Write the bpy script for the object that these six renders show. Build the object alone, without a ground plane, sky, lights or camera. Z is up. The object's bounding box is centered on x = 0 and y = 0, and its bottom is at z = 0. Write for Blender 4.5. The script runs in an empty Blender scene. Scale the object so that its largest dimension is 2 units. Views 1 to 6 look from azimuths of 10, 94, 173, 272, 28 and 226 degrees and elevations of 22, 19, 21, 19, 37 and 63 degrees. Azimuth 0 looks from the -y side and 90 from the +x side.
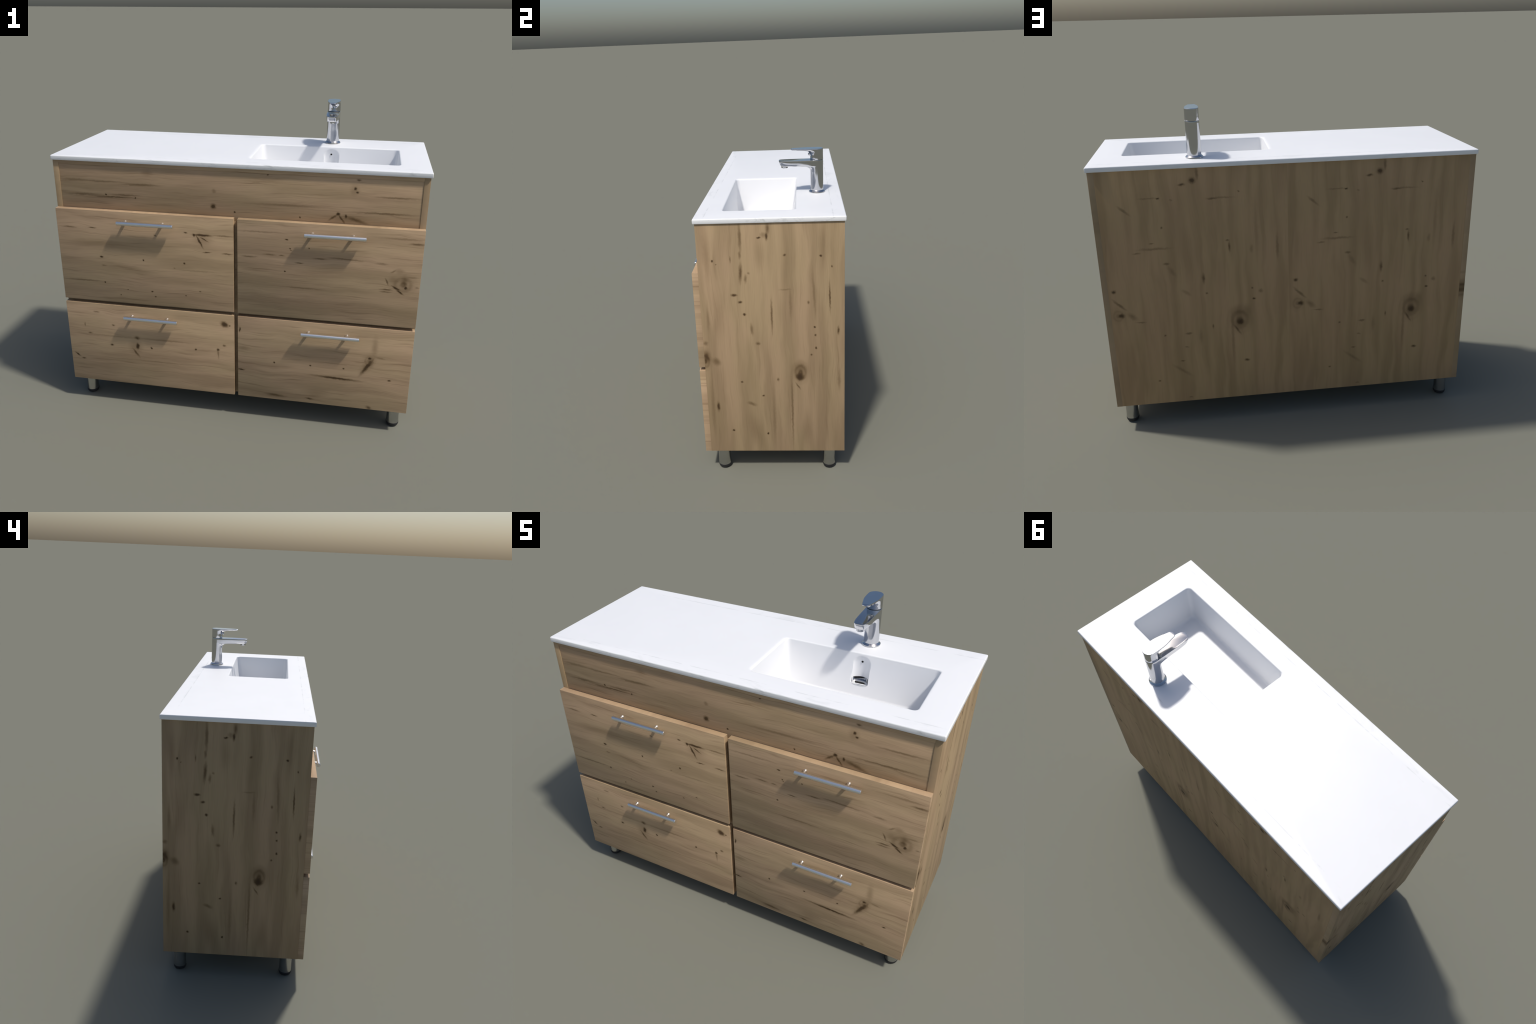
"""Bathroom vanity: pine cabinet with four drawers on chrome legs, a white slab
with an offset basin, and a single-lever chrome tap.  Metres, z up, front = -y."""
import bpy, bmesh, math
from math import pi, sin, cos, sqrt, radians
from mathutils import Vector

# ------------------------------------------------------------------ sizes
TOP_X, TOP_Y0, TOP_Y1, TOP_Z0, TOP_Z = 1.0, -0.353, 0.4165, 1.4868, 1.5128
SIDE_X, CAB_Y0, CAB_Y1, CAB_Z0, CAB_Z1 = 0.9915, -0.344, 0.408, 0.143, 1.487
BOARD = 0.030                      # board thickness
FRONT_Y = -0.3765                  # face of the drawers
BASIN = (0.0675, 0.8455, -0.2170, 0.1650)   # opening x0 x1 y0 y1
BASIN_FLOOR = 1.292
TAP_X, TAP_Y = 0.4665, 0.2840

# Knots, pitch pockets and cracks of each board:
# (across, height, half width, half height, tilt in degrees, darkness)
MARKS_UPPER_LEFT = [
    (-0.745, 0.955, 0.0095, 0.0047, -10, 0.9), (-0.5, 0.952, 0.0053, 0.0047, 0, 0.9), (-0.736, 0.8, 0.0046, 0.004, 0, 0.9), (-0.921, 1.121, 0.038, 0.003, 0, 0.5),
    (-0.784, 1.124, 0.0203, 0.003, 0, 0.7), (-0.871, 0.804, 0.12, 0.003, 0, 0.4), (-0.603, 0.765, 0.0034, 0.003, 0, 0.8), (-0.649, 0.73, 0.0034, 0.0032, 0, 0.8),
    (-0.734, 0.904, 0.0152, 0.003, 0, 0.5), (-0.779, 1.032, 0.19, 0.0228, 0, 0.2), (-0.254, 1.13, 0.0101, 0.0036, -15, 0.8), (-0.207, 1.12, 0.0053, 0.0081, 0, 0.95),
    (-0.159, 1.122, 0.049, 0.0044, 0, 0.85), (-0.176, 1.084, 0.0389, 0.0036, -61, 0.8), (-0.15, 1.098, 0.0234, 0.0032, -27, 0.7), (-0.157, 1.096, 0.0525, 0.0324, 0, 0.3),
    (-0.136, 1.026, 0.0216, 0.003, 0, 0.75), (-0.025, 1.024, 0.028, 0.003, 0, 0.6), (-0.044, 1.125, 0.049, 0.003, 0, 0.5), (-0.265, 0.952, 0.0054, 0.0049, 0, 0.9),
    (-0.426, 1.102, 0.0081, 0.003, -20, 0.6), (-0.322, 0.919, 0.0072, 0.003, 0, 0.5), (-0.459, 0.765, 0.0053, 0.004, 0, 0.9), (-0.441, 0.735, 0.0057, 0.0036, 0, 0.8),
    (-0.18, 0.79, 0.0067, 0.003, 0, 0.6), (-0.264, 0.758, 0.0044, 0.003, 0, 0.8), (-0.201, 0.911, 0.108, 0.003, 0, 0.25),
]
MARKS_UPPER_RIGHT = [
    (0.294, 1.13, 0.0091, 0.0037, -8, 0.95), (0.312, 1.082, 0.0039, 0.0034, 0, 0.9), (0.317, 1.072, 0.0039, 0.003, 0, 0.7), (0.413, 1.09, 0.003, 0.0041, 0, 0.8),
    (0.288, 0.951, 0.004, 0.0039, 0, 0.9), (0.206, 1.04, 0.0324, 0.003, 0, 0.5), (0.27, 1.039, 0.0144, 0.003, 0, 0.6), (0.094, 1.021, 0.0396, 0.003, 0, 0.5),
    (0.364, 1.004, 0.0198, 0.003, 0, 0.6), (0.472, 1.036, 0.035, 0.003, 0, 0.6), (0.155, 1.164, 0.1368, 0.003, 0, 0.4), (0.382, 0.861, 0.108, 0.003, 0, 0.4),
    (0.61, 1.043, 0.0884, 0.003, -2, 0.5), (0.788, 1.031, 0.0272, 0.003, 0, 0.4), (0.92, 0.907, 0.0066, 0.0084, 0, 0.9), (0.869, 0.903, 0.0216, 0.0043, -30, 0.85),
    (0.892, 0.88, 0.0216, 0.0043, -32, 0.8), (0.91, 0.942, 0.0153, 0.0352, 0, 0.4), (0.822, 0.936, 0.0185, 0.0043, -62, 0.6), (0.822, 0.891, 0.0306, 0.003, 0, 0.6),
    (0.82, 0.877, 0.028, 0.003, 0, 0.5), (0.85, 0.995, 0.0157, 0.0035, 30, 0.4), (0.948, 0.968, 0.0306, 0.0044, 0, 0.35), (0.881, 1.0, 0.0231, 0.0111, 0, 0.25),
    (0.852, 0.945, 0.0238, 0.0259, 0, 0.25), (0.957, 1.15, 0.0363, 0.0036, 0, 0.6), (0.886, 1.174, 0.1056, 0.0036, 0, 0.35), (0.977, 0.914, 0.0099, 0.0038, 0, 0.4),
]
MARKS_LOWER_LEFT = [
    (-0.046, 0.599, 0.0232, 0.0139, -30, 0.9), (-0.015, 0.594, 0.0055, 0.0049, 0, 0.7), (-0.569, 0.404, 0.0083, 0.0192, 0, 0.95), (-0.57, 0.458, 0.0148, 0.0096, 0, 0.6),
    (-0.581, 0.358, 0.031, 0.0056, -55, 0.6), (-0.584, 0.396, 0.0354, 0.0455, 0, 0.25), (-0.486, 0.399, 0.0065, 0.0058, 0, 0.9), (-0.216, 0.42, 0.0063, 0.0057, 0, 0.9),
    (-0.086, 0.434, 0.0068, 0.0076, 0, 0.8), (-0.085, 0.407, 0.0045, 0.0284, 0, 0.45), (-0.048, 0.463, 0.0101, 0.0062, 0, 0.6), (-0.728, 0.397, 0.009, 0.0059, 0, 0.8),
    (-0.71, 0.528, 0.009, 0.005, 0, 0.6), (-0.858, 0.463, 0.0134, 0.0038, 0, 0.6), (-0.954, 0.31, 0.0195, 0.0045, -35, 0.8), (-0.916, 0.286, 0.0124, 0.0047, 0, 0.7),
    (-0.809, 0.606, 0.018, 0.0043, 0, 0.5), (-0.888, 0.517, 0.0037, 0.0128, 0, 0.5), (-0.692, 0.455, 0.3, 0.0038, 0, 0.25), (-0.371, 0.458, 0.145, 0.0045, 0, 0.4),
    (-0.436, 0.31, 0.2065, 0.0032, 0, 0.3),
]
MARKS_LOWER_RIGHT = [
    (0.042, 0.577, 0.0038, 0.0152, 0, 0.95), (0.048, 0.32, 0.02, 0.0045, 0, 0.9), (0.592, 0.325, 0.1352, 0.0056, -2, 0.9), (0.24, 0.387, 0.0049, 0.005, 0, 0.9),
    (0.445, 0.39, 0.0065, 0.0037, 0, 0.85), (0.63, 0.391, 0.0048, 0.0049, 0, 0.9), (0.767, 0.472, 0.0092, 0.0059, 0, 0.9), (0.753, 0.414, 0.056, 0.0067, 59, 0.7),
    (0.755, 0.42, 0.0616, 0.0224, 59, 0.3), (0.79, 0.544, 0.0153, 0.0649, 0, 0.3), (0.823, 0.479, 0.0255, 0.0047, -10, 0.4), (0.882, 0.344, 0.0102, 0.0043, 0, 0.8),
    (0.248, 0.172, 0.056, 0.0059, -4, 0.6), (0.447, 0.172, 0.022, 0.0051, -8, 0.7), (0.781, 0.154, 0.0159, 0.0094, -20, 0.6), (0.484, 0.218, 0.081, 0.0192, 0, 0.25),
    (0.062, 0.461, 0.0392, 0.0124, 0, 0.3), (0.582, 0.418, 0.1456, 0.003, 0, 0.25),
]
MARKS_APRON = [
    (-0.702, 1.307, 0.0056, 0.0036, 0, 0.9), (-0.537, 1.297, 0.0043, 0.0038, 0, 0.9), (-0.834, 1.304, 0.1204, 0.0049, 0, 0.5), (-0.597, 1.309, 0.081, 0.0038, 0, 0.5),
    (-0.652, 1.296, 0.1134, 0.003, 0, 0.6), (-0.884, 1.382, 0.0728, 0.0047, 0, 0.35), (-0.727, 1.38, 0.1215, 0.0038, 0, 0.45), (-0.498, 1.371, 0.0945, 0.0042, 0, 0.5),
    (0.185, 1.461, 0.0049, 0.003, 0, 0.8), (0.646, 1.457, 0.0117, 0.0049, 0, 0.6), (0.631, 1.413, 0.0066, 0.0078, 0, 0.95), (0.641, 1.393, 0.0066, 0.0049, 0, 0.85),
    (0.627, 1.405, 0.0212, 0.03, 0, 0.25), (0.84, 1.375, 0.1175, 0.0039, 0, 0.5), (0.787, 1.29, 0.1645, 0.004, 0, 0.55), (0.55, 1.276, 0.0106, 0.0061, 0, 0.9),
    (0.527, 1.256, 0.0272, 0.005, 37, 0.6), (0.59, 1.265, 0.0058, 0.0102, 0, 0.9), (0.569, 1.25, 0.0297, 0.004, -55, 0.6), (0.649, 1.246, 0.0576, 0.0061, -18, 0.5),
    (0.598, 1.247, 0.096, 0.023, 0, 0.3), (0.357, 1.246, 0.0049, 0.0047, 0, 0.8), (0.292, 1.305, 0.215, 0.0051, 0, 0.4), (0.166, 1.425, 0.1225, 0.005, 0, 0.25),
    (-0.105, 1.276, 0.0146, 0.0117, 0, 0.8), (-0.1, 1.359, 0.0102, 0.0102, 0, 0.35), (0.011, 1.252, 0.0051, 0.0042, 0, 0.95), (-0.462, 1.438, 0.0318, 0.0182, 0, 0.25),
]
MARKS_SIDE = [
    (-0.267, 1.288, 0.0055, 0.0055, 0, 0.9), (-0.248, 1.27, 0.0032, 0.0041, 0, 0.6), (-0.174, 1.294, 0.0031, 0.0156, 0, 0.6), (-0.119, 1.411, 0.0053, 0.072, 0, 0.55),
    (-0.124, 1.317, 0.0062, 0.0205, 0, 0.5), (-0.125, 1.222, 0.0078, 0.0504, -4, 0.65), (-0.1, 1.188, 0.0064, 0.021, 0, 0.5), (-0.082, 1.22, 0.0062, 0.0059, 0, 0.45),
    (-0.164, 1.098, 0.016, 0.006, 0, 0.85), (-0.134, 1.059, 0.0104, 0.006, 0, 0.85), (-0.115, 0.988, 0.0088, 0.0062, 0, 0.9), (-0.024, 1.408, 0.0101, 0.004, 0, 0.9),
    (0.016, 1.414, 0.0057, 0.02, 0, 0.8), (0.023, 1.456, 0.0084, 0.028, 0, 0.6), (0.002, 1.422, 0.0171, 0.012, 0, 0.35), (0.104, 1.314, 0.0078, 0.0057, 0, 0.7),
    (0.287, 1.306, 0.0076, 0.0057, 0, 0.95), (0.343, 1.249, 0.0038, 0.0061, 0, 0.8), (0.25, 1.105, 0.0047, 0.1419, 3, 0.4), (0.332, 1.082, 0.003, 0.0774, 1, 0.7),
    (0.028, 0.979, 0.0036, 0.086, 0, 0.6), (0.128, 1.043, 0.0048, 0.0774, 0, 0.35), (0.101, 1.125, 0.028, 0.0042, 0, 0.35), (0.221, 1.052, 0.0047, 0.0095, 0, 0.6),
    (0.251, 0.911, 0.0052, 0.0057, 0, 0.9), (0.255, 0.864, 0.0049, 0.0057, 0, 0.8), (0.375, 0.89, 0.0052, 0.0225, 0, 0.7), (-0.08, 0.902, 0.0072, 0.0308, 5, 0.5),
    (-0.294, 1.325, 0.0137, 0.1353, 0, 0.3), (-0.309, 0.963, 0.0057, 0.0748, 0, 0.35), (-0.249, 0.984, 0.0246, 0.154, 0, 0.2), (-0.025, 1.319, 0.0273, 0.082, 0, 0.2),
    (0.11, 1.296, 0.0195, 0.1845, 0, 0.15), (0.3, 1.373, 0.019, 0.1435, 0, 0.25), (0.168, 0.615, 0.0198, 0.0244, 0, 0.95), (0.172, 0.662, 0.0357, 0.0522, 0, 0.35),
    (0.157, 0.559, 0.0222, 0.0039, -58, 0.6), (-0.331, 0.743, 0.0208, 0.0435, 0, 0.65), (-0.331, 0.823, 0.0127, 0.0114, 0, 0.5), (-0.281, 0.713, 0.0245, 0.0163, -40, 0.5),
    (-0.286, 0.433, 0.0074, 0.0274, 0, 0.85), (-0.148, 0.586, 0.0058, 0.006, 0, 0.85), (-0.034, 0.5, 0.0064, 0.0048, 0, 0.85), (0.05, 0.601, 0.0052, 0.0104, 0, 0.6),
    (-0.209, 0.28, 0.0059, 0.0069, 0, 0.9), (-0.017, 0.26, 0.0048, 0.0063, 0, 0.9), (0.258, 0.787, 0.0046, 0.008, 0, 0.85), (0.232, 0.748, 0.0056, 0.0057, 0, 0.7),
    (-0.051, 0.819, 0.0112, 0.0078, 0, 0.6), (-0.099, 0.45, 0.0238, 0.0084, -20, 0.5), (0.123, 0.4, 0.0042, 0.244, 0, 0.5), (0.022, 0.37, 0.0065, 0.2013, 0, 0.3),
    (-0.083, 0.277, 0.0324, 0.126, 15, 0.25), (0.379, 0.595, 0.0062, 0.0649, 0, 0.4), (0.206, 0.276, 0.0265, 0.124, 0, 0.25), (-0.315, 0.433, 0.0074, 0.186, 0, 0.3),
]
MARKS_BACK = [
    (0.54, 1.404, 0.0169, 0.0067, 0, 0.8), (0.486, 1.423, 0.0168, 0.0137, 0, 0.9), (0.46, 1.458, 0.0066, 0.0288, 0, 0.6), (0.663, 1.339, 0.0085, 0.0044, 0, 0.9),
    (0.713, 1.341, 0.0423, 0.003, 0, 0.4), (0.394, 1.323, 0.024, 0.0035, 0, 0.6), (0.346, 1.327, 0.0624, 0.003, 0, 0.4), (0.598, 1.327, 0.0085, 0.004, 0, 0.4),
    (0.255, 1.356, 0.0058, 0.003, 0, 0.7), (0.836, 1.282, 0.0336, 0.0058, 40, 0.5), (0.655, 1.185, 0.0058, 0.0046, 0, 0.7), (0.716, 1.1, 0.012, 0.0031, 0, 0.6),
    (0.704, 1.071, 0.0735, 0.0047, 0, 0.45), (0.794, 1.051, 0.0192, 0.0048, 0, 0.5), (0.316, 1.058, 0.005, 0.0265, 0, 0.7), (0.324, 1.096, 0.01, 0.0042, 0, 0.6),
    (0.648, 0.985, 0.0147, 0.0064, 0, 0.6), (0.622, 0.94, 0.0364, 0.0114, 58, 0.35), (0.461, 0.89, 0.007, 0.0275, 0, 0.7), (0.449, 0.802, 0.007, 0.0045, 0, 0.7),
    (0.557, 0.814, 0.0262, 0.0073, 35, 0.3), (0.204, 0.816, 0.0056, 0.005, 0, 0.8), (0.159, 0.796, 0.0114, 0.008, 0, 0.5), (0.198, 0.752, 0.0094, 0.0057, 0, 0.9),
    (0.201, 1.04, 0.0075, 0.0212, 0, 0.35), (0.172, 1.16, 0.0075, 0.182, 0, 0.25), (0.064, 1.047, 0.0051, 0.0648, 0, 0.4), (0.934, 0.846, 0.0115, 0.0086, 0, 0.85),
    (0.911, 0.768, 0.0416, 0.0057, 45, 0.6), (0.908, 0.704, 0.0167, 0.0101, -15, 0.85), (0.851, 0.695, 0.0321, 0.0134, 40, 0.5), (0.81, 0.658, 0.0255, 0.003, 0, 0.5),
    (0.277, 0.618, 0.025, 0.0203, 0, 0.95), (0.268, 0.682, 0.0624, 0.0342, 0, 0.3), (0.294, 0.573, 0.0305, 0.005, 58, 0.6), (0.321, 0.498, 0.0064, 0.18, 0, 0.4),
    (0.249, 0.379, 0.014, 0.0062, 0, 0.8), (0.606, 0.403, 0.0114, 0.0042, 0, 0.8), (0.561, 0.57, 0.0184, 0.0053, 0, 0.6), (0.688, 0.568, 0.0051, 0.0058, 0, 0.7),
    (0.577, 0.487, 0.0102, 0.0041, 0, 0.5), (0.742, 0.29, 0.0074, 0.005, 0, 0.75), (0.426, 0.602, 0.0042, 0.0118, 0, 0.7), (0.609, 0.343, 0.0627, 0.0091, 38, 0.4),
    (0.577, 0.167, 0.0106, 0.0044, 0, 0.5), (0.495, 0.549, 0.0104, 0.0464, 0, 0.3),
]

PINE = ((0.392, 0.282, 0.172), (0.312, 0.222, 0.132), (0.160, 0.102, 0.053))
WHITE = (0.84, 0.845, 0.855)

# ------------------------------------------------------------------ helpers
ROOT = bpy.data.objects.new("bathroom_vanity", None)
ROOT["label"] = "wooden bathroom vanity with white basin top and chrome tap"
ROOT["category"] = "bathroom vanity"
bpy.context.scene.collection.objects.link(ROOT)


def add(name, mesh, mat, parent=ROOT):
    ob = bpy.data.objects.new(name, mesh)
    if mat is not None and not mesh.materials:
        mesh.materials.append(mat)
    bpy.context.scene.collection.objects.link(ob)
    ob.parent = parent
    return ob


def mesh_from(name, verts, faces, smooth_angle=None):
    me = bpy.data.meshes.new(name)
    me.from_pydata(verts, [], faces)
    me.update()
    finish(me, smooth_angle)
    return me


def finish(me, smooth_angle):
    bm = bmesh.new()
    bm.from_mesh(me)
    bmesh.ops.recalc_face_normals(bm, faces=bm.faces)
    if smooth_angle is not None:
        for f in bm.faces:
            f.smooth = True
        for e in bm.edges:
            if len(e.link_faces) == 2:
                e.smooth = e.calc_face_angle(0.0) < radians(smooth_angle)
    bm.to_mesh(me)
    bm.free()


def box_mesh(name, lo, hi, bevel=0.0012, segments=2):
    bm = bmesh.new()
    bmesh.ops.create_cube(bm, size=1.0)
    for v in bm.verts:
        for i in range(3):
            v.co[i] = lo[i] if v.co[i] < 0 else hi[i]
    if bevel:
        bmesh.ops.bevel(bm, geom=list(bm.edges), offset=bevel, segments=segments, profile=0.5, affect='EDGES')
    me = bpy.data.meshes.new(name)
    bm.to_mesh(me)
    bm.free()
    finish(me, 25)
    return me


def loft(name, loops, cap_start=True, cap_end=True, smooth_angle=35):
    n = len(loops[0])
    verts = [p for lp in loops for p in lp]
    faces = []
    for i in range(len(loops) - 1):
        a, b = i * n, (i + 1) * n
        for j in range(n):
            k = (j + 1) % n
            faces.append((a + j, a + k, b + k, b + j))
    if cap_start:
        faces.append(tuple(range(n)))
    if cap_end:
        faces.append(tuple(range(len(verts) - n, len(verts))))
    return mesh_from(name, verts, faces, smooth_angle)


def lathe(name, profile, seg=48, centre=(0, 0, 0), axis='z', smooth_angle=35):
    """profile: (radius, position along the axis); closed with flat caps."""
    loops = []
    for r, h in profile:
        lp = []
        for j in range(seg):
            a = 2 * pi * j / seg
            p = {'z': (r * cos(a), r * sin(a), h), 'x': (h, r * cos(a), r * sin(a)), 'y': (r * cos(a), h, r * sin(a))}[axis]
            lp.append((centre[0] + p[0], centre[1] + p[1], centre[2] + p[2]))
        loops.append(lp)
    return loft(name, loops, True, True, smooth_angle)


def join_meshes(name, meshes):
    bm = bmesh.new()
    for m in meshes:
        bm.from_mesh(m)
    me = bpy.data.meshes.new(name)
    bm.to_mesh(me)
    bm.free()
    for m in meshes:
        bpy.data.meshes.remove(m)
    return me


# ------------------------------------------------------------------ materials
class Nodes:
    def __init__(self, name):
        self.mat = bpy.data.materials.new(name)
        self.mat.use_nodes = True
        self.t = self.mat.node_tree
        self.t.nodes.clear()
        self.out = self.t.nodes.new('ShaderNodeOutputMaterial')
        self.bsdf = self.t.nodes.new('ShaderNodeBsdfPrincipled')
        self.t.links.new(self.bsdf.outputs[0], self.out.inputs[0])

    def link(self, a, b):
        self.t.links.new(a, b)

    def put(self, sock, v):
        if isinstance(v, bpy.types.NodeSocket):
            self.link(v, sock)
        elif v is not None:
            sock.default_value = v

    def coords(self):
        return self.t.nodes.new('ShaderNodeTexCoord').outputs['Object']

    def math(self, op, a, b=None, c=None, clamp=False):
        n = self.t.nodes.new('ShaderNodeMath')
        n.operation, n.use_clamp = op, clamp
        for s, v in zip(n.inputs, (a, b, c)):
            self.put(s, v)
        return n.outputs[0]

    def sep(self, v):
        n = self.t.nodes.new('ShaderNodeSeparateXYZ')
        self.link(v, n.inputs[0])
        return n.outputs

    def comb(self, x, y, z=0.0):
        n = self.t.nodes.new('ShaderNodeCombineXYZ')
        for s, v in zip(n.inputs, (x, y, z)):
            self.put(s, v)
        return n.outputs[0]

    def noise(self, vec, scale, detail=2.0, rough=0.5, distortion=0.0, color=False):
        n = self.t.nodes.new('ShaderNodeTexNoise')
        self.link(vec, n.inputs['Vector'])
        n.inputs['Scale'].default_value = scale
        n.inputs['Detail'].default_value = detail
        n.inputs['Roughness'].default_value = rough
        n.inputs['Distortion'].default_value = distortion
        return n.outputs['Color' if color else 'Fac']

    def remap(self, v, a, b, c, d, kind='SMOOTHSTEP'):
        n = self.t.nodes.new('ShaderNodeMapRange')
        n.interpolation_type = kind
        for s, x in zip(n.inputs, (v, a, b, c, d)):
            self.put(s, x)
        return n.outputs[0]

    def mix(self, fac, a, b, kind='MIX'):
        n = self.t.nodes.new('ShaderNodeMix')
        n.data_type, n.blend_type = 'RGBA', kind
        self.put(n.inputs[0], fac)
        self.put(n.inputs[6], a)
        self.put(n.inputs[7], b)
        return n.outputs[2]

    def mark(self, vec, u, v, hu, hv, tilt, dark):
        """1 outside the mark, 1 - dark at its heart"""
        m = self.t.nodes.new('ShaderNodeMapping')
        m.vector_type = 'TEXTURE'
        self.link(vec, m.inputs[0])
        m.inputs['Location'].default_value = (u, v, 0)
        m.inputs['Rotation'].default_value = (0, 0, radians(tilt))
        wide = 1.5 if max(hu, hv) > 8 * min(hu, hv) else 1.15      # hairlines bleed a little
        m.inputs['Scale'].default_value = (hu * (wide if hu < hv else 1), hv * (wide if hv <= hu else 1), 1)
        n = self.t.nodes.new('ShaderNodeVectorMath')
        n.operation = 'LENGTH'
        self.link(m.outputs[0], n.inputs[0])
        small = hu * hv < 0.0004
        return self.remap(n.outputs['Value'], 0.20 if small else 0.0, 1.60 if small else 1.45, 1.0 - dark, 1.0)

    def knot(self, vec, u, v, ru, rv, dark):
        """year rings around a branch knot"""
        m = self.t.nodes.new('ShaderNodeMapping')
        m.vector_type = 'TEXTURE'
        self.link(vec, m.inputs[0])
        m.inputs['Location'].default_value = (u, v, 0)
        m.inputs['Scale'].default_value = (ru, rv, 1)
        n = self.t.nodes.new('ShaderNodeVectorMath')
        n.operation = 'LENGTH'
        self.link(m.outputs[0], n.inputs[0])
        d = n.outputs['Value']
        ring = self.math('MULTIPLY_ADD', self.math('SINE', self.math('MULTIPLY', d, 16.0)), 0.5, 0.5)
        fade = self.math('MULTIPLY', self.remap(d, 0.25, 1.0, dark, 0.0), self.math('MULTIPLY_ADD', ring, 0.50, 0.50))
        return self.math('SUBTRACT', 1.0, fade)


def rgb(r, g, b):
    return (r, g, b, 1.0)


PINE_LIGHT, PINE_MID, PINE_DARK = rgb(*PINE[0]), rgb(*PINE[1]), rgb(*PINE[2])
HEART = rgb(0.060, 0.033, 0.015)
PITCH = rgb(0.150, 0.094, 0.044)


def pine(name, across_axis, marks=(), grain='h', seed=0.0, flip=None, period=None, streak=1.0, fine=1.0, knots=(), gain=1.0, depth=0.95, tint=(1, 1, 1)):
    """Knotty pine board.  across_axis: which object axis runs across the board's face
    (0 = x, 1 = y); height is always z.  grain 'h' = level, 'v' = upright."""
    N = Nodes(name)
    xyz = N.sep(N.coords())
    across, height = xyz[across_axis], xyz[2]
    if flip is not None:
        across = N.math('SUBTRACT', flip, across)
    if period:
        start, length = period
        across = N.math('ADD', N.math('FLOORED_MODULO', N.math('SUBTRACT', across, start), length), start)
    flat = N.comb(across, height)
    # ragged outlines for the knots
    ragged = N.noise(flat, 42.0, 4.0, 0.68, color=True)
    sub = N.t.nodes.new('ShaderNodeVectorMath')
    sub.operation = 'MULTIPLY_ADD'
    N.link(ragged, sub.inputs[0])
    sub.inputs[1].default_value = (0.018, 0.011, 0.0) if grain == 'h' else (0.011, 0.018, 0.0)
    sub.inputs[2].default_value = (0, 0, 0)
    centred = N.t.nodes.new('ShaderNodeVectorMath')
    centred.operation = 'ADD'
    N.link(flat, centred.inputs[0])
    N.link(sub.outputs[0], centred.inputs[1])
    shift = N.t.nodes.new('ShaderNodeVectorMath')
    shift.operation = 'SUBTRACT'
    N.link(centred.outputs[0], shift.inputs[0])
    shift.inputs[1].default_value = (0.009, 0.0055, 0.0) if grain == 'h' else (0.0055, 0.009, 0.0)
    spot = shift.outputs[0]
    clear = None
    for i, m in enumerate(marks):
        if i and i % 16 == 0:       # chain in batches, so that few values are alive at once
            sx, sy, _ = N.sep(spot)
            spot = N.comb(sx, sy, N.math('MULTIPLY', clear, 1e-6))
        k = N.mark(spot, *m[:5], m[5] * depth)
        clear = k if clear is None else N.math('MULTIPLY', clear, k)
    for kn in knots:
        k = N.knot(spot, *kn)
        clear = k if clear is None else N.math('MULTIPLY', clear, k)
    # grain: long wavy fibres, other axes only carry the seed
    along, cross = (across, height) if grain == 'h' else (height, across)
    wander = N.noise(N.comb(along, cross, seed), 2.6, 2.0)
    ripple = N.noise(N.comb(N.math('MULTIPLY', along, 6.0), N.math('MULTIPLY', cross, 14.0), seed + 1.0), 1.0, 2.0)
    cross_w = N.math('MULTIPLY_ADD', ripple, 0.022, N.math('MULTIPLY_ADD', wander, 0.05, cross))
    if clear is not None:           # fibres bow around the knots
        cross_w = N.math('MULTIPLY_ADD', clear, 0.018, cross_w)
    broad = N.noise(N.comb(N.math('MULTIPLY', along, 0.9), N.math('MULTIPLY', cross_w, 9.0), seed), 1.6, 2.0, 0.5, 0.3)
    mid = N.noise(N.comb(N.math('MULTIPLY', along, 1.7), N.math('MULTIPLY', cross_w, 34.0), seed + 3.0), 1.5, 3.0, 0.55)
    fibre = N.noise(N.comb(N.math('MULTIPLY', along, 7.0), N.math('MULTIPLY', cross_w, 260.0), seed + 7.0), 1.0, 3.0, 0.6)
    hue = N.noise(N.comb(N.math('MULTIPLY', along, 1.5), N.math('MULTIPLY', cross, 5.0), seed + 11.0), 1.4, 2.0)
    tone = N.remap(broad, 0.36, 0.68, 0.0, 1.0)
    col = N.mix(tone, PINE_LIGHT, PINE_MID)
    late = N.remap(mid, 0.56, 0.78, 0.0, 0.62 * streak)
    col = N.mix(late, col, PINE_DARK)
    lines = N.noise(N.comb(N.math('MULTIPLY', along, 2.8), N.math('MULTIPLY', cross_w, 110.0), seed + 5.0), 1.2, 3.0, 0.55)
    col = N.mix(N.remap(lines, 0.58, 0.72, 0.0, 0.34 * streak), col, PINE_DARK)
    col = N.mix(N.remap(lines, 0.40, 0.28, 0.0, 0.22 * streak), col, PINE_LIGHT)
    pale = N.remap(mid, 0.44, 0.24, 0.0, 0.30 * streak)
    col = N.mix(pale, col, PINE_LIGHT)
    hues = N.mix(N.remap(hue, 0.35, 0.65, 0.0, 1.0), rgb(1.02 * gain, 0.99 * gain, 0.97 * gain), rgb(0.985 * gain, 0.99 * gain, 0.93 * gain))
    col = N.mix(1.0, col, hues, 'MULTIPLY')
    col = N.mix(1.0, col, rgb(*tint), 'MULTIPLY')
    f = N.remap(fibre, 0.25, 0.75, 1.0 + 0.09 * fine, 1.0 - 0.11 * fine, 'LINEAR')
    col = N.mix(1.0, col, N.comb(f, f, f), 'MULTIPLY')
    if clear is not None:
        stain = N.math('SUBTRACT', 1.0, clear, clamp=True)
        col = N.mix(N.math('MULTIPLY', stain, 1.5, clamp=True), col, PITCH)
        col = N.mix(N.remap(stain, 0.42, 0.92, 0.0, 1.0), col, HEART)
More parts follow.
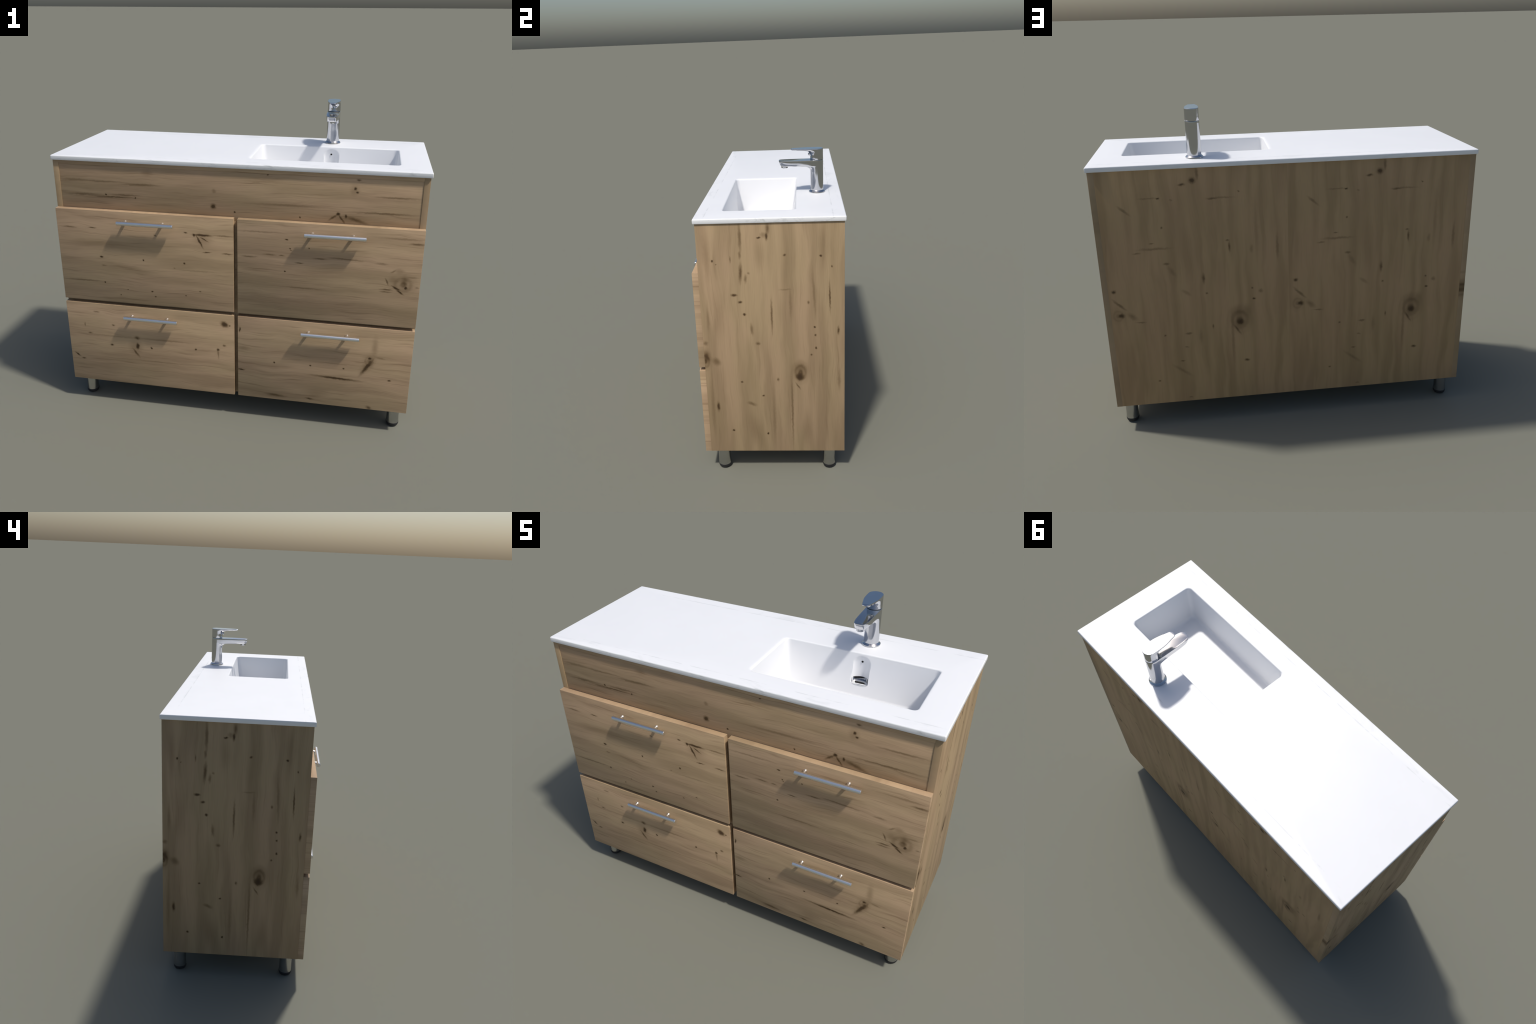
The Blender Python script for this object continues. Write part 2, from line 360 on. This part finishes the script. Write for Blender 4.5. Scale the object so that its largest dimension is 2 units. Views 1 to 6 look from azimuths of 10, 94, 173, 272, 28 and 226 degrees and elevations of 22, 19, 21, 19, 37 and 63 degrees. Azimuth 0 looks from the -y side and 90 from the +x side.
    N.link(col, N.bsdf.inputs['Base Color'])
    N.bsdf.inputs['Roughness'].default_value = 0.62
    N.bsdf.inputs['Specular IOR Level'].default_value = 0.25
    bump = N.t.nodes.new('ShaderNodeBump')
    bump.inputs['Strength'].default_value = 0.18
    bump.inputs['Distance'].default_value = 0.002
    N.link(N.math('MULTIPLY_ADD', mid, -1.0, fibre), bump.inputs['Height'])
    N.link(bump.outputs[0], N.bsdf.inputs['Normal'])
    return N.mat


def plain(name, colour, rough, metal=0.0, spec=0.5, mottle=0.06, scale=9.0, coat=0.0, rough_var=0.05):
    N = Nodes(name)
    n = N.noise(N.coords(), scale, 4.0, 0.55)
    k = N.remap(n, 0.3, 0.7, 1.0 - mottle, 1.0, 'LINEAR')
    N.link(N.mix(1.0, rgb(*colour), N.comb(k, k, k), 'MULTIPLY'), N.bsdf.inputs['Base Color'])
    N.link(N.remap(n, 0.3, 0.7, rough, rough + rough_var, 'LINEAR'), N.bsdf.inputs['Roughness'])
    N.bsdf.inputs['Metallic'].default_value = metal
    N.bsdf.inputs['Specular IOR Level'].default_value = spec
    N.bsdf.inputs['Coat Weight'].default_value = coat
    return N.mat


def ceramic(name):
    """White glaze; cloudy grey blotches along the front and back margins and on the rims."""
    N = Nodes(name)
    co = N.coords()
    x, y, z = N.sep(co)
    cloud = N.noise(N.comb(N.math('MULTIPLY', x, 5.0), N.math('MULTIPLY', y, 12.0), N.math('MULTIPLY', z, 25.0)), 1.5, 4.0, 0.6, 0.8)
    soft = N.noise(co, 4.0, 2.0)
    margin = N.math('MAXIMUM', N.remap(y, -0.290, -0.315, 0.0, 1.0), N.remap(y, 0.340, 0.362, 0.0, 1.0))
    rim = N.math('MAXIMUM', N.remap(y, -0.3470, -0.3505, 0.0, 1.0), N.remap(x, 0.9945, 0.9975, 0.0, 1.0))
    front_line = N.remap(N.math('ABSOLUTE', N.math('SUBTRACT', y, -0.300)), 0.0, 0.005, 1.0, 0.0)
    back_line = N.remap(N.math('ABSOLUTE', N.math('SUBTRACT', y, 0.352)), 0.0, 0.005, 1.0, 0.0)
    inside = N.remap(z, TOP_Z - 0.008, TOP_Z - 0.004, 0.0, 1.0)
    broken = N.remap(cloud, 0.42, 0.58, 0.0, 0.42)
    line = N.math('MULTIPLY', N.math('MULTIPLY', N.math('MAXIMUM', front_line, back_line), broken), inside)
    blotch = N.remap(cloud, 0.52, 0.70, 0.0, 1.0)
    amount = N.math('ADD', N.math('MULTIPLY', blotch, N.math('MULTIPLY_ADD', rim, 0.50, N.math('MULTIPLY', margin, 0.20))), line, clamp=True)
    amount = N.math('ADD', amount, N.remap(soft, 0.3, 0.7, 0.0, 0.04), clamp=True)
    N.link(N.mix(amount, rgb(*WHITE), rgb(0.52, 0.54, 0.54)), N.bsdf.inputs['Base Color'])
    N.bsdf.inputs['Roughness'].default_value = 0.44
    N.bsdf.inputs['Specular IOR Level'].default_value = 0.55
    return N.mat


CERAMIC = ceramic("white_ceramic")
CHROME = plain("polished_chrome", (0.55, 0.56, 0.58), 0.11, metal=1.0, mottle=0.04, scale=8.0, rough_var=0.02)
SATIN = plain("brushed_steel", (0.84, 0.83, 0.82), 0.30, metal=1.0, mottle=0.05, scale=6.0, rough_var=0.03)
LEG_METAL = plain("leg_chrome", (0.52, 0.52, 0.51), 0.20, metal=1.0, mottle=0.12, scale=25.0)
SEAL = plain("dark_steel", (0.16, 0.17, 0.19), 0.3, metal=1.0, mottle=0.05)
RUBBER = plain("black_rubber", (0.018, 0.018, 0.020), 0.55, mottle=0.2, scale=40.0)
BLACK_FILL = plain("black_fill", (0.004, 0.004, 0.004), 0.8, mottle=0.1)  # near-black colour for the solid pieces that imitate openings

# ------------------------------------------------------------------ cabinet
# year rings: (across, height, radii, darkness)
SIDE_KNOTS = ((0.172, 0.642, 0.058, 0.085, 0.48), (-0.340, 0.715, 0.045, 0.070, 0.5))
BACK_KNOTS = ((0.279, 0.632, 0.085, 0.100, 0.42), (0.925, 0.705, 0.050, 0.060, 0.30))
side_right = pine("pine_side_right", 1, MARKS_SIDE, 'v', 2.0, streak=0.45, fine=0.6, knots=SIDE_KNOTS)
side_left = pine("pine_side_left", 1, MARKS_SIDE, 'v', 2.0, flip=0.064, streak=0.45, fine=0.6, knots=SIDE_KNOTS)
add("side_panel", box_mesh("side_panel_right", (SIDE_X - BOARD, CAB_Y0, CAB_Z0), (SIDE_X, CAB_Y1, CAB_Z1), 0.0006), side_right)
add("side_panel", box_mesh("side_panel_left", (-SIDE_X - 0.0008, CAB_Y0, CAB_Z0), (-SIDE_X + BOARD, CAB_Y1, CAB_Z1), 0.0006), side_left)
inner = SIDE_X - BOARD
back = pine("pine_back", 0, MARKS_BACK, 'v', 5.0, period=(0.005, 0.965), streak=0.22, fine=0.35, knots=BACK_KNOTS, depth=0.80, tint=(1.06, 1.0, 0.90))
add("back_panel", box_mesh("back_panel", (-inner - 0.0003, CAB_Y1 - 0.016, CAB_Z0 + 0.0004), (inner + 0.0003, CAB_Y1 - 0.0002, CAB_Z1), 0.0003), back)
plain_pine = pine("pine_carcass", 0, (), 'h', 9.0)
add("bottom_panel", box_mesh("bottom_panel", (-inner, CAB_Y0 + 0.016, CAB_Z0 + 0.001), (inner, CAB_Y1 - 0.016, CAB_Z0 + 0.03)), plain_pine)
add("front_frame", box_mesh("front_frame", (-inner, CAB_Y0 + 0.001, CAB_Z0 + 0.001), (inner, CAB_Y0 + 0.016, 1.2)), plain_pine)
apron = pine("pine_apron", 0, MARKS_APRON, 'h', 1.0, streak=1.1, gain=1.17, tint=(1.01, 1.0, 1.04))
add("apron", box_mesh("apron", (-inner, CAB_Y0 + 0.0025, 1.2), (inner, CAB_Y0 + 0.02, CAB_Z1 - 0.001)), apron)
add("top_rail", box_mesh("top_rail", (-inner, CAB_Y0 + 0.0005, 1.4665), (inner, CAB_Y0 + 0.0025, CAB_Z1 - 0.001), bevel=0.0006), apron)

# ------------------------------------------------------------------ drawers with bar handles
BAR_R, BAR_HALF, BAR_Y = 0.0112, 0.158, -0.4052


def handle_mesh():
    """Origin at the middle of the bar: a round bar on two flared posts."""
    c = 0.0016
    bar = lathe("bar", [(BAR_R - c, -BAR_HALF), (BAR_R, -BAR_HALF + c), (BAR_R, BAR_HALF - c), (BAR_R - c, BAR_HALF)], 24, axis='x')
    reach = FRONT_Y - BAR_Y
    posts = [lathe("post", [(0.0070, 0.002), (0.0072, reach * 0.45), (0.0086, reach * 0.80), (0.0112, reach + 0.001)], 20, centre=(px, 0, 0), axis='y')
             for px in (-0.119, 0.0905)]
    return join_meshes("handle", [bar] + posts)


HANDLE = handle_mesh()
HANDLE.materials.append(SATIN)
for marks, seed, rings, x0, x1, z0, z1, hx, hz in (
        (MARKS_UPPER_LEFT, 13.0, (), -0.9912, 0.0090, 0.6810, 1.2245, -0.4720, 1.1685),
        (MARKS_UPPER_RIGHT, 17.0, ((0.905, 0.925, 0.085, 0.075, 0.42),), 0.0305, 0.9907, 0.6790, 1.2245, 0.5450, 1.1695),
        (MARKS_LOWER_LEFT, 19.0, (), -0.9912, 0.0090, 0.1430, 0.6590, -0.4720, 0.5955),
        (MARKS_LOWER_RIGHT, 23.0, ((0.765, 0.455, 0.045, 0.060, 0.35),), 0.0305, 0.9907, 0.1430, 0.6585, 0.5450, 0.5955)):
    wood = pine("pine_drawer", 0, marks, 'h', seed, streak=1.0, gain=1.19, knots=rings, tint=(1.01, 1.0, 1.04))
    drawer = add("drawer", box_mesh("drawer", (x0, FRONT_Y, z0), (x1, CAB_Y0 + 0.0002, z1), 0.0014, 2), wood)
    h = add("handle", HANDLE, None, drawer)
    h.location = (hx, BAR_Y, hz)

# ------------------------------------------------------------------ legs
LEG = lathe("leg", [(0.0345, CAB_Z0 + 0.001), (0.0345, 0.060), (0.0350, 0.045), (0.0358, 0.0245)], 40)
LEG.materials.append(LEG_METAL)
FOOT = lathe("foot", [(0.0358, 0.0245), (0.0364, 0.0238), (0.0364, 0.0150), (0.0330, 0.0050), (0.0260, 0.0)], 40)
FOOT.materials.append(RUBBER)
for lx in (-0.925, 0.925):
    for ly in (-0.281, 0.324):
        leg = add("leg", LEG, None)
        leg.location = (lx, ly, 0)
        add("foot", FOOT, None, leg)


# ------------------------------------------------------------------ slab and basin
CORNER, LONG, SHORT = 10, 150, 36
LEFT_MARGIN, LEFT_LIP = 0.030, 0.018      # the left wall rolls softly into the top


def rounded_rect(x0, x1, y0, y1, r, z):
    """Loop, counter-clockwise from the front edge's left end."""
    r = max(r, 0.0004)
    pts = []
    for (cx, cy, a0), (sx, sy), steps in (
            ((x0 + r, y0 + r, pi), (1, 0), LONG), ((x1 - r, y0 + r, 1.5 * pi), (0, 1), SHORT),
            ((x1 - r, y1 - r, 0.0), (-1, 0), LONG), ((x0 + r, y1 - r, 0.5 * pi), (0, -1), SHORT)):
        for i in range(CORNER):
            a = a0 + 0.5 * pi * i / (CORNER - 1)
            pts.append((cx + r * cos(a), cy + r * sin(a), z))
        span = (x1 - x0 if sx else y1 - y0) - 2 * r
        ex, ey = pts[-1][0], pts[-1][1]
        for i in range(1, steps):
            pts.append((ex + sx * span * i / steps, ey + sy * span * i / steps, z))
    return pts


def slab_mesh():
    f = 0.0055
    loops = []
    bx0, bx1, by0, by1 = BASIN
    g = 0.012
    loops.append(rounded_rect(bx0 - LEFT_MARGIN, bx1 + g, by0 - g, by1 + g, 0.03, TOP_Z0))
    for inset, z in ((0.004, TOP_Z0), (0.0012, TOP_Z0 + 0.0012), (0.0, TOP_Z0 + 0.004)):
        loops.append(rounded_rect(-TOP_X + inset, TOP_X - inset, TOP_Y0 + inset, TOP_Y1 - inset, 0.004, z))
    for i in range(7):
        a = 0.5 * pi * i / 6
        inset = f * (1 - cos(a))
        loops.append(rounded_rect(-TOP_X + inset, TOP_X - inset, TOP_Y0 + inset, TOP_Y1 - inset, 0.005, TOP_Z - f + f * sin(a)))
    loops.append(rounded_rect(bx0 - LEFT_MARGIN, bx1 + g, by0 - g, by1 + g, 0.03, TOP_Z))
    return loft("countertop", loops, False, False, 40)


NICHE_X, NICHE_R, NICHE_Z, NICHE_TOP = 0.4705, 0.0415, 1.3640, 1.5000


def niche_depth(x, z):
    """Scoop in the back wall: a half-round recess with an arched head and a flat sill."""
    if z < NICHE_Z or z > NICHE_TOP:
        return 0.0
    spring = 1.462
    r = NICHE_R if z < spring else NICHE_R * sqrt(max(0.0, 1 - ((z - spring) / (NICHE_TOP - spring)) ** 2))
    d = r * r - (x - NICHE_X) ** 2
    if d <= 0:
        return 0.0
    fall = (NICHE_TOP - z) / (NICHE_TOP - NICHE_Z)
    return sqrt(d) * (0.10 + 0.82 * fall)


DRAFT = (0.016, 0.012, 0.004, 0.034)              # lean of the left, right, front and back wall


def basin_mesh():
    bx0, bx1, by0, by1 = BASIN
    g, lip, floor_r = 0.012, 0.007, 0.022
    z0, z1 = TOP_Z - lip, BASIN_FLOOR + floor_r
    rows = [((-LEFT_MARGIN, -g, -g, -g), TOP_Z, 0.03)]                # (insets, height, corner radius)
    for i in range(7):
        a = 0.5 * pi * i / 6
        rows.append(((-LEFT_LIP + LEFT_LIP * sin(a),) + (-lip + lip * sin(a),) * 3, TOP_Z - lip + lip * cos(a), 0.024))
    heights = [z0 + (NICHE_Z + 0.0004 - z0) * i / 30 for i in range(1, 31)] + [NICHE_Z - 0.0004, z1]
    for z in heights:
        rows.append((tuple(d * (z0 - z) / (z0 - z1) for d in DRAFT), z, 0.026))
    for i in range(1, 9):
        a = 0.5 * pi * i / 8
        rows.append((tuple(d + floor_r * (1 - cos(a)) for d in DRAFT), z1 - floor_r * sin(a), 0.028))
    rows += [((0.12, 0.10, 0.10, 0.10), BASIN_FLOOR - 0.002, 0.03), ((0.20, 0.165, 0.165, 0.165), BASIN_FLOOR - 0.004, 0.01)]
    loops = []
    for (il, ir, iff, ib), z, r in rows:
        lp = rounded_rect(bx0 + il, bx1 - ir, by0 + iff, by1 - ib, r, z)
        if ib > -0.0001 and z > BASIN_FLOOR + 0.03:
            lp = [(x, y + (niche_depth(x, z) if y > by1 - ib - 0.0005 else 0.0), z) for x, y, z in lp]
        loops.append(lp)
    return loft("basin", loops, False, True, 50)


def back_wall(z):
    """y of the plain back wall at height z"""
    z0, z1 = TOP_Z - 0.007, BASIN_FLOOR + 0.022
    return BASIN[3] - DRAFT[3] * (z0 - z) / (z0 - z1)


top = add("countertop", slab_mesh(), CERAMIC)
basin = add("basin", basin_mesh(), CERAMIC)


def sill_mesh():
    """Chrome lens lying on the sill of the scoop, its lip just proud of the wall."""
    wall = back_wall(NICHE_Z)
    n, pts = 28, []
    for i in range(n + 1):
        a = pi * i / n
        pts.append((NICHE_X + 0.041 * cos(a), wall + 0.035 * sin(a), NICHE_Z + 0.0075 * sin(a)))
    for i in range(1, n):
        a = pi * i / n
        pts.append((NICHE_X - 0.041 * cos(a), wall - 0.003 * sin(a), NICHE_Z - 0.0035 * sin(a)))
    low = [(x, y, z - 0.004) for x, y, z in pts]
    return loft("drain_plate", [low, pts], True, True, 30)


def liner_mesh():
    """Chrome sleeve lining the foot of the scoop."""
    rows = []
    for i in range(7):
        z = NICHE_Z + 0.0008 + 0.022 * i / 6
        front, rear = [], []
        for j in range(33):
            x = NICHE_X + (NICHE_R - 0.0006) * cos(pi * j / 32)
            y = back_wall(z) + niche_depth(x, z)
            front.append((x, y - 0.0012, z))
            rear.append((x, y + 0.0012, z))
        rows.append(front + rear[::-1])
    return loft("drain_liner", rows, True, True, 40)


add("drain_liner", liner_mesh(), CHROME, basin)
plate = add("drain_plate", sill_mesh(), CHROME, basin)
inlay_pts = [[(NICHE_X + 0.026 * cos(a), back_wall(NICHE_Z) + 0.009 + 0.0045 * sin(a), NICHE_Z + 0.0040 + dz + 0.0012 * sin(a))
             for a in [2 * pi * i / 24 for i in range(24)]] for dz in (-0.004, 0.0004)]
add("slot_black_inlay", loft("slot_black_inlay", inlay_pts, True, True, 30), BLACK_FILL, basin)  # solid black inlay in place of a slot; the plate is not cut
disc_z = 1.4690
disc_y = back_wall(disc_z) + niche_depth(NICHE_X, disc_z)
add("hole_black_disc", lathe("hole_black_disc", [(0.0035, -0.003), (0.0052, -0.0012), (0.0052, 0.004)], 20, centre=(NICHE_X - 0.001, disc_y, disc_z), axis='y'), BLACK_FILL, basin)  # black disc set on the scoop to pass for the hole; nothing is bored

# ------------------------------------------------------------------ tap


def round_part(t):
    return sqrt(max(0.0, 1 - t * t))


def spout_part(t):
    return (max(0.0, 1 - t ** 6)) ** (1 / 4.5) * (1 - 0.09 * t)


LEVER_PLAN = ((0.0, 1.0), (0.20, 1.0), (0.38, 0.97), (0.52, 0.90), (0.64, 0.79), (0.75, 0.66), (0.84, 0.57), (0.91, 0.51), (0.955, 0.44), (1.0, 0.0))


def lever_part(t):
    for (a, wa), (b, wb) in zip(LEVER_PLAN, LEVER_PLAN[1:]):
        if t <= b:
            s = (t - a) / (b - a)
            if b == 1.0:
                return wa * sqrt(max(0.0, 1 - s * s))
            return wa + (wb - wa) * s
    return 0.0


def slice_loop(r, reach, z, shape, k, narrow=1.0, n=40):
    """Plan outline: half round at the back, 'shape' blended by k towards the front."""
    pts = []
    for i in range(n):                        # back half, +x to -x
        a = pi * i / n
        pts.append((TAP_X + r * cos(a), TAP_Y + r * sin(a), z))
    for i in range(2 * n):                    # front half, -x to +x
        a = pi * i / (2 * n)
        t = sin(a)
        w = (1 - k) * round_part(t) + k * shape(min(t, 1.0)) * (1 - (1 - narrow) * min(1.0, max(0.0, t - 0.15) * 3.0))
        pts.append((TAP_X - math.copysign(w, cos(a)) * r, TAP_Y - reach * t, z))
    return pts


R = 0.0365
body_rows = [(R, R, 1.515, 0, 1), (R, R, 1.560, 0, 1), (R, R, 1.600, 0, 1), (R, R, 1.630, 0, 1), (R, 0.0375, 1.640, 0, 1), (R, 0.041, 1.648, .1, 1),
             (R, 0.048, 1.6555, .3, .97), (R, 0.058, 1.6600, .6, .94), (R, 0.072, 1.6628, .85, .90), (R, 0.120, 1.6652, 1, .86), (R, 0.192, 1.6660, 1, .85),
             (R, 0.2000, 1.6674, 1, .90), (R, 0.2035, 1.6706, 1, .95), (R, 0.2075, 1.6780, 1, .975), (R, 0.2105, 1.6880, 1, 1), (R, 0.2128, 1.6965, 1, 1),
             (R - .0004, 0.2124, 1.6982, 1, 1), (R - .0014, 0.2110, 1.6990, 1, 1)]
tap = add("faucet", loft("faucet", [slice_loop(r, l, z, spout_part, k, nw) for r, l, z, k, nw in body_rows], True, True, 32), CHROME)
neck = [(0.0345, 1.6985), (0.0345, 1.7035)]
add("seal_ring", lathe("seal_ring", neck, 48, centre=(TAP_X, TAP_Y, 0)), SEAL, tap)
lever_rows = [(R, R, 1.7014, 0, 1), (R + .0004, 0.0366, 1.7024, 0, 1), (R, 0.0362, 1.7180, 0, 1), (R, 0.0372, 1.7280, 0, 1), (R, 0.0400, 1.7360, .1, 1),
              (R, 0.0450, 1.7420, .3, 1), (R, 0.0530, 1.7465, .6, 1), (R, 0.0680, 1.7500, .9, 1), (R, 0.0950, 1.7522, 1, .97), (R, 0.1300, 1.7540, 1, .94),
              (R, 0.1410, 1.7555, 1, .97), (R, 0.1450, 1.7580, 1, 1), (R, 0.1455, 1.7600, 1, 1), (R - .0006, 0.1445, 1.7619, 1, 1), (R - .002, 0.1425, 1.7628, 1, 1)]
add("lever", loft("lever", [slice_loop(r, l, z, lever_part, k, nw) for r, l, z, k, nw in lever_rows], True, True, 32), CHROME, tap)
add("base_flange", lathe("base_flange", [(0.0440, TOP_Z - 0.001), (0.0460, TOP_Z + 0.002), (0.0455, TOP_Z + 0.0060), (0.0425, TOP_Z + 0.0090), (0.0390, TOP_Z + 0.0120), (0.0368, TOP_Z + 0.0150)], 64, centre=(TAP_X, TAP_Y, 0)), CHROME, tap)
add("aerator", lathe("aerator", [(0.0165, 1.6550), (0.0190, 1.6560), (0.0195, 1.6610), (0.0195, 1.6680)], 40, centre=(TAP_X, 0.1030, 0)), CHROME, tap)
dot = [(0.0075 * sin(pi * i / 10) + 0.0002, -0.0075 * cos(pi * i / 10)) for i in range(11)]
add("indicator", lathe("indicator", dot, 20, centre=(TAP_X, 0.2435, 1.7300), axis='y'), CHROME, tap)
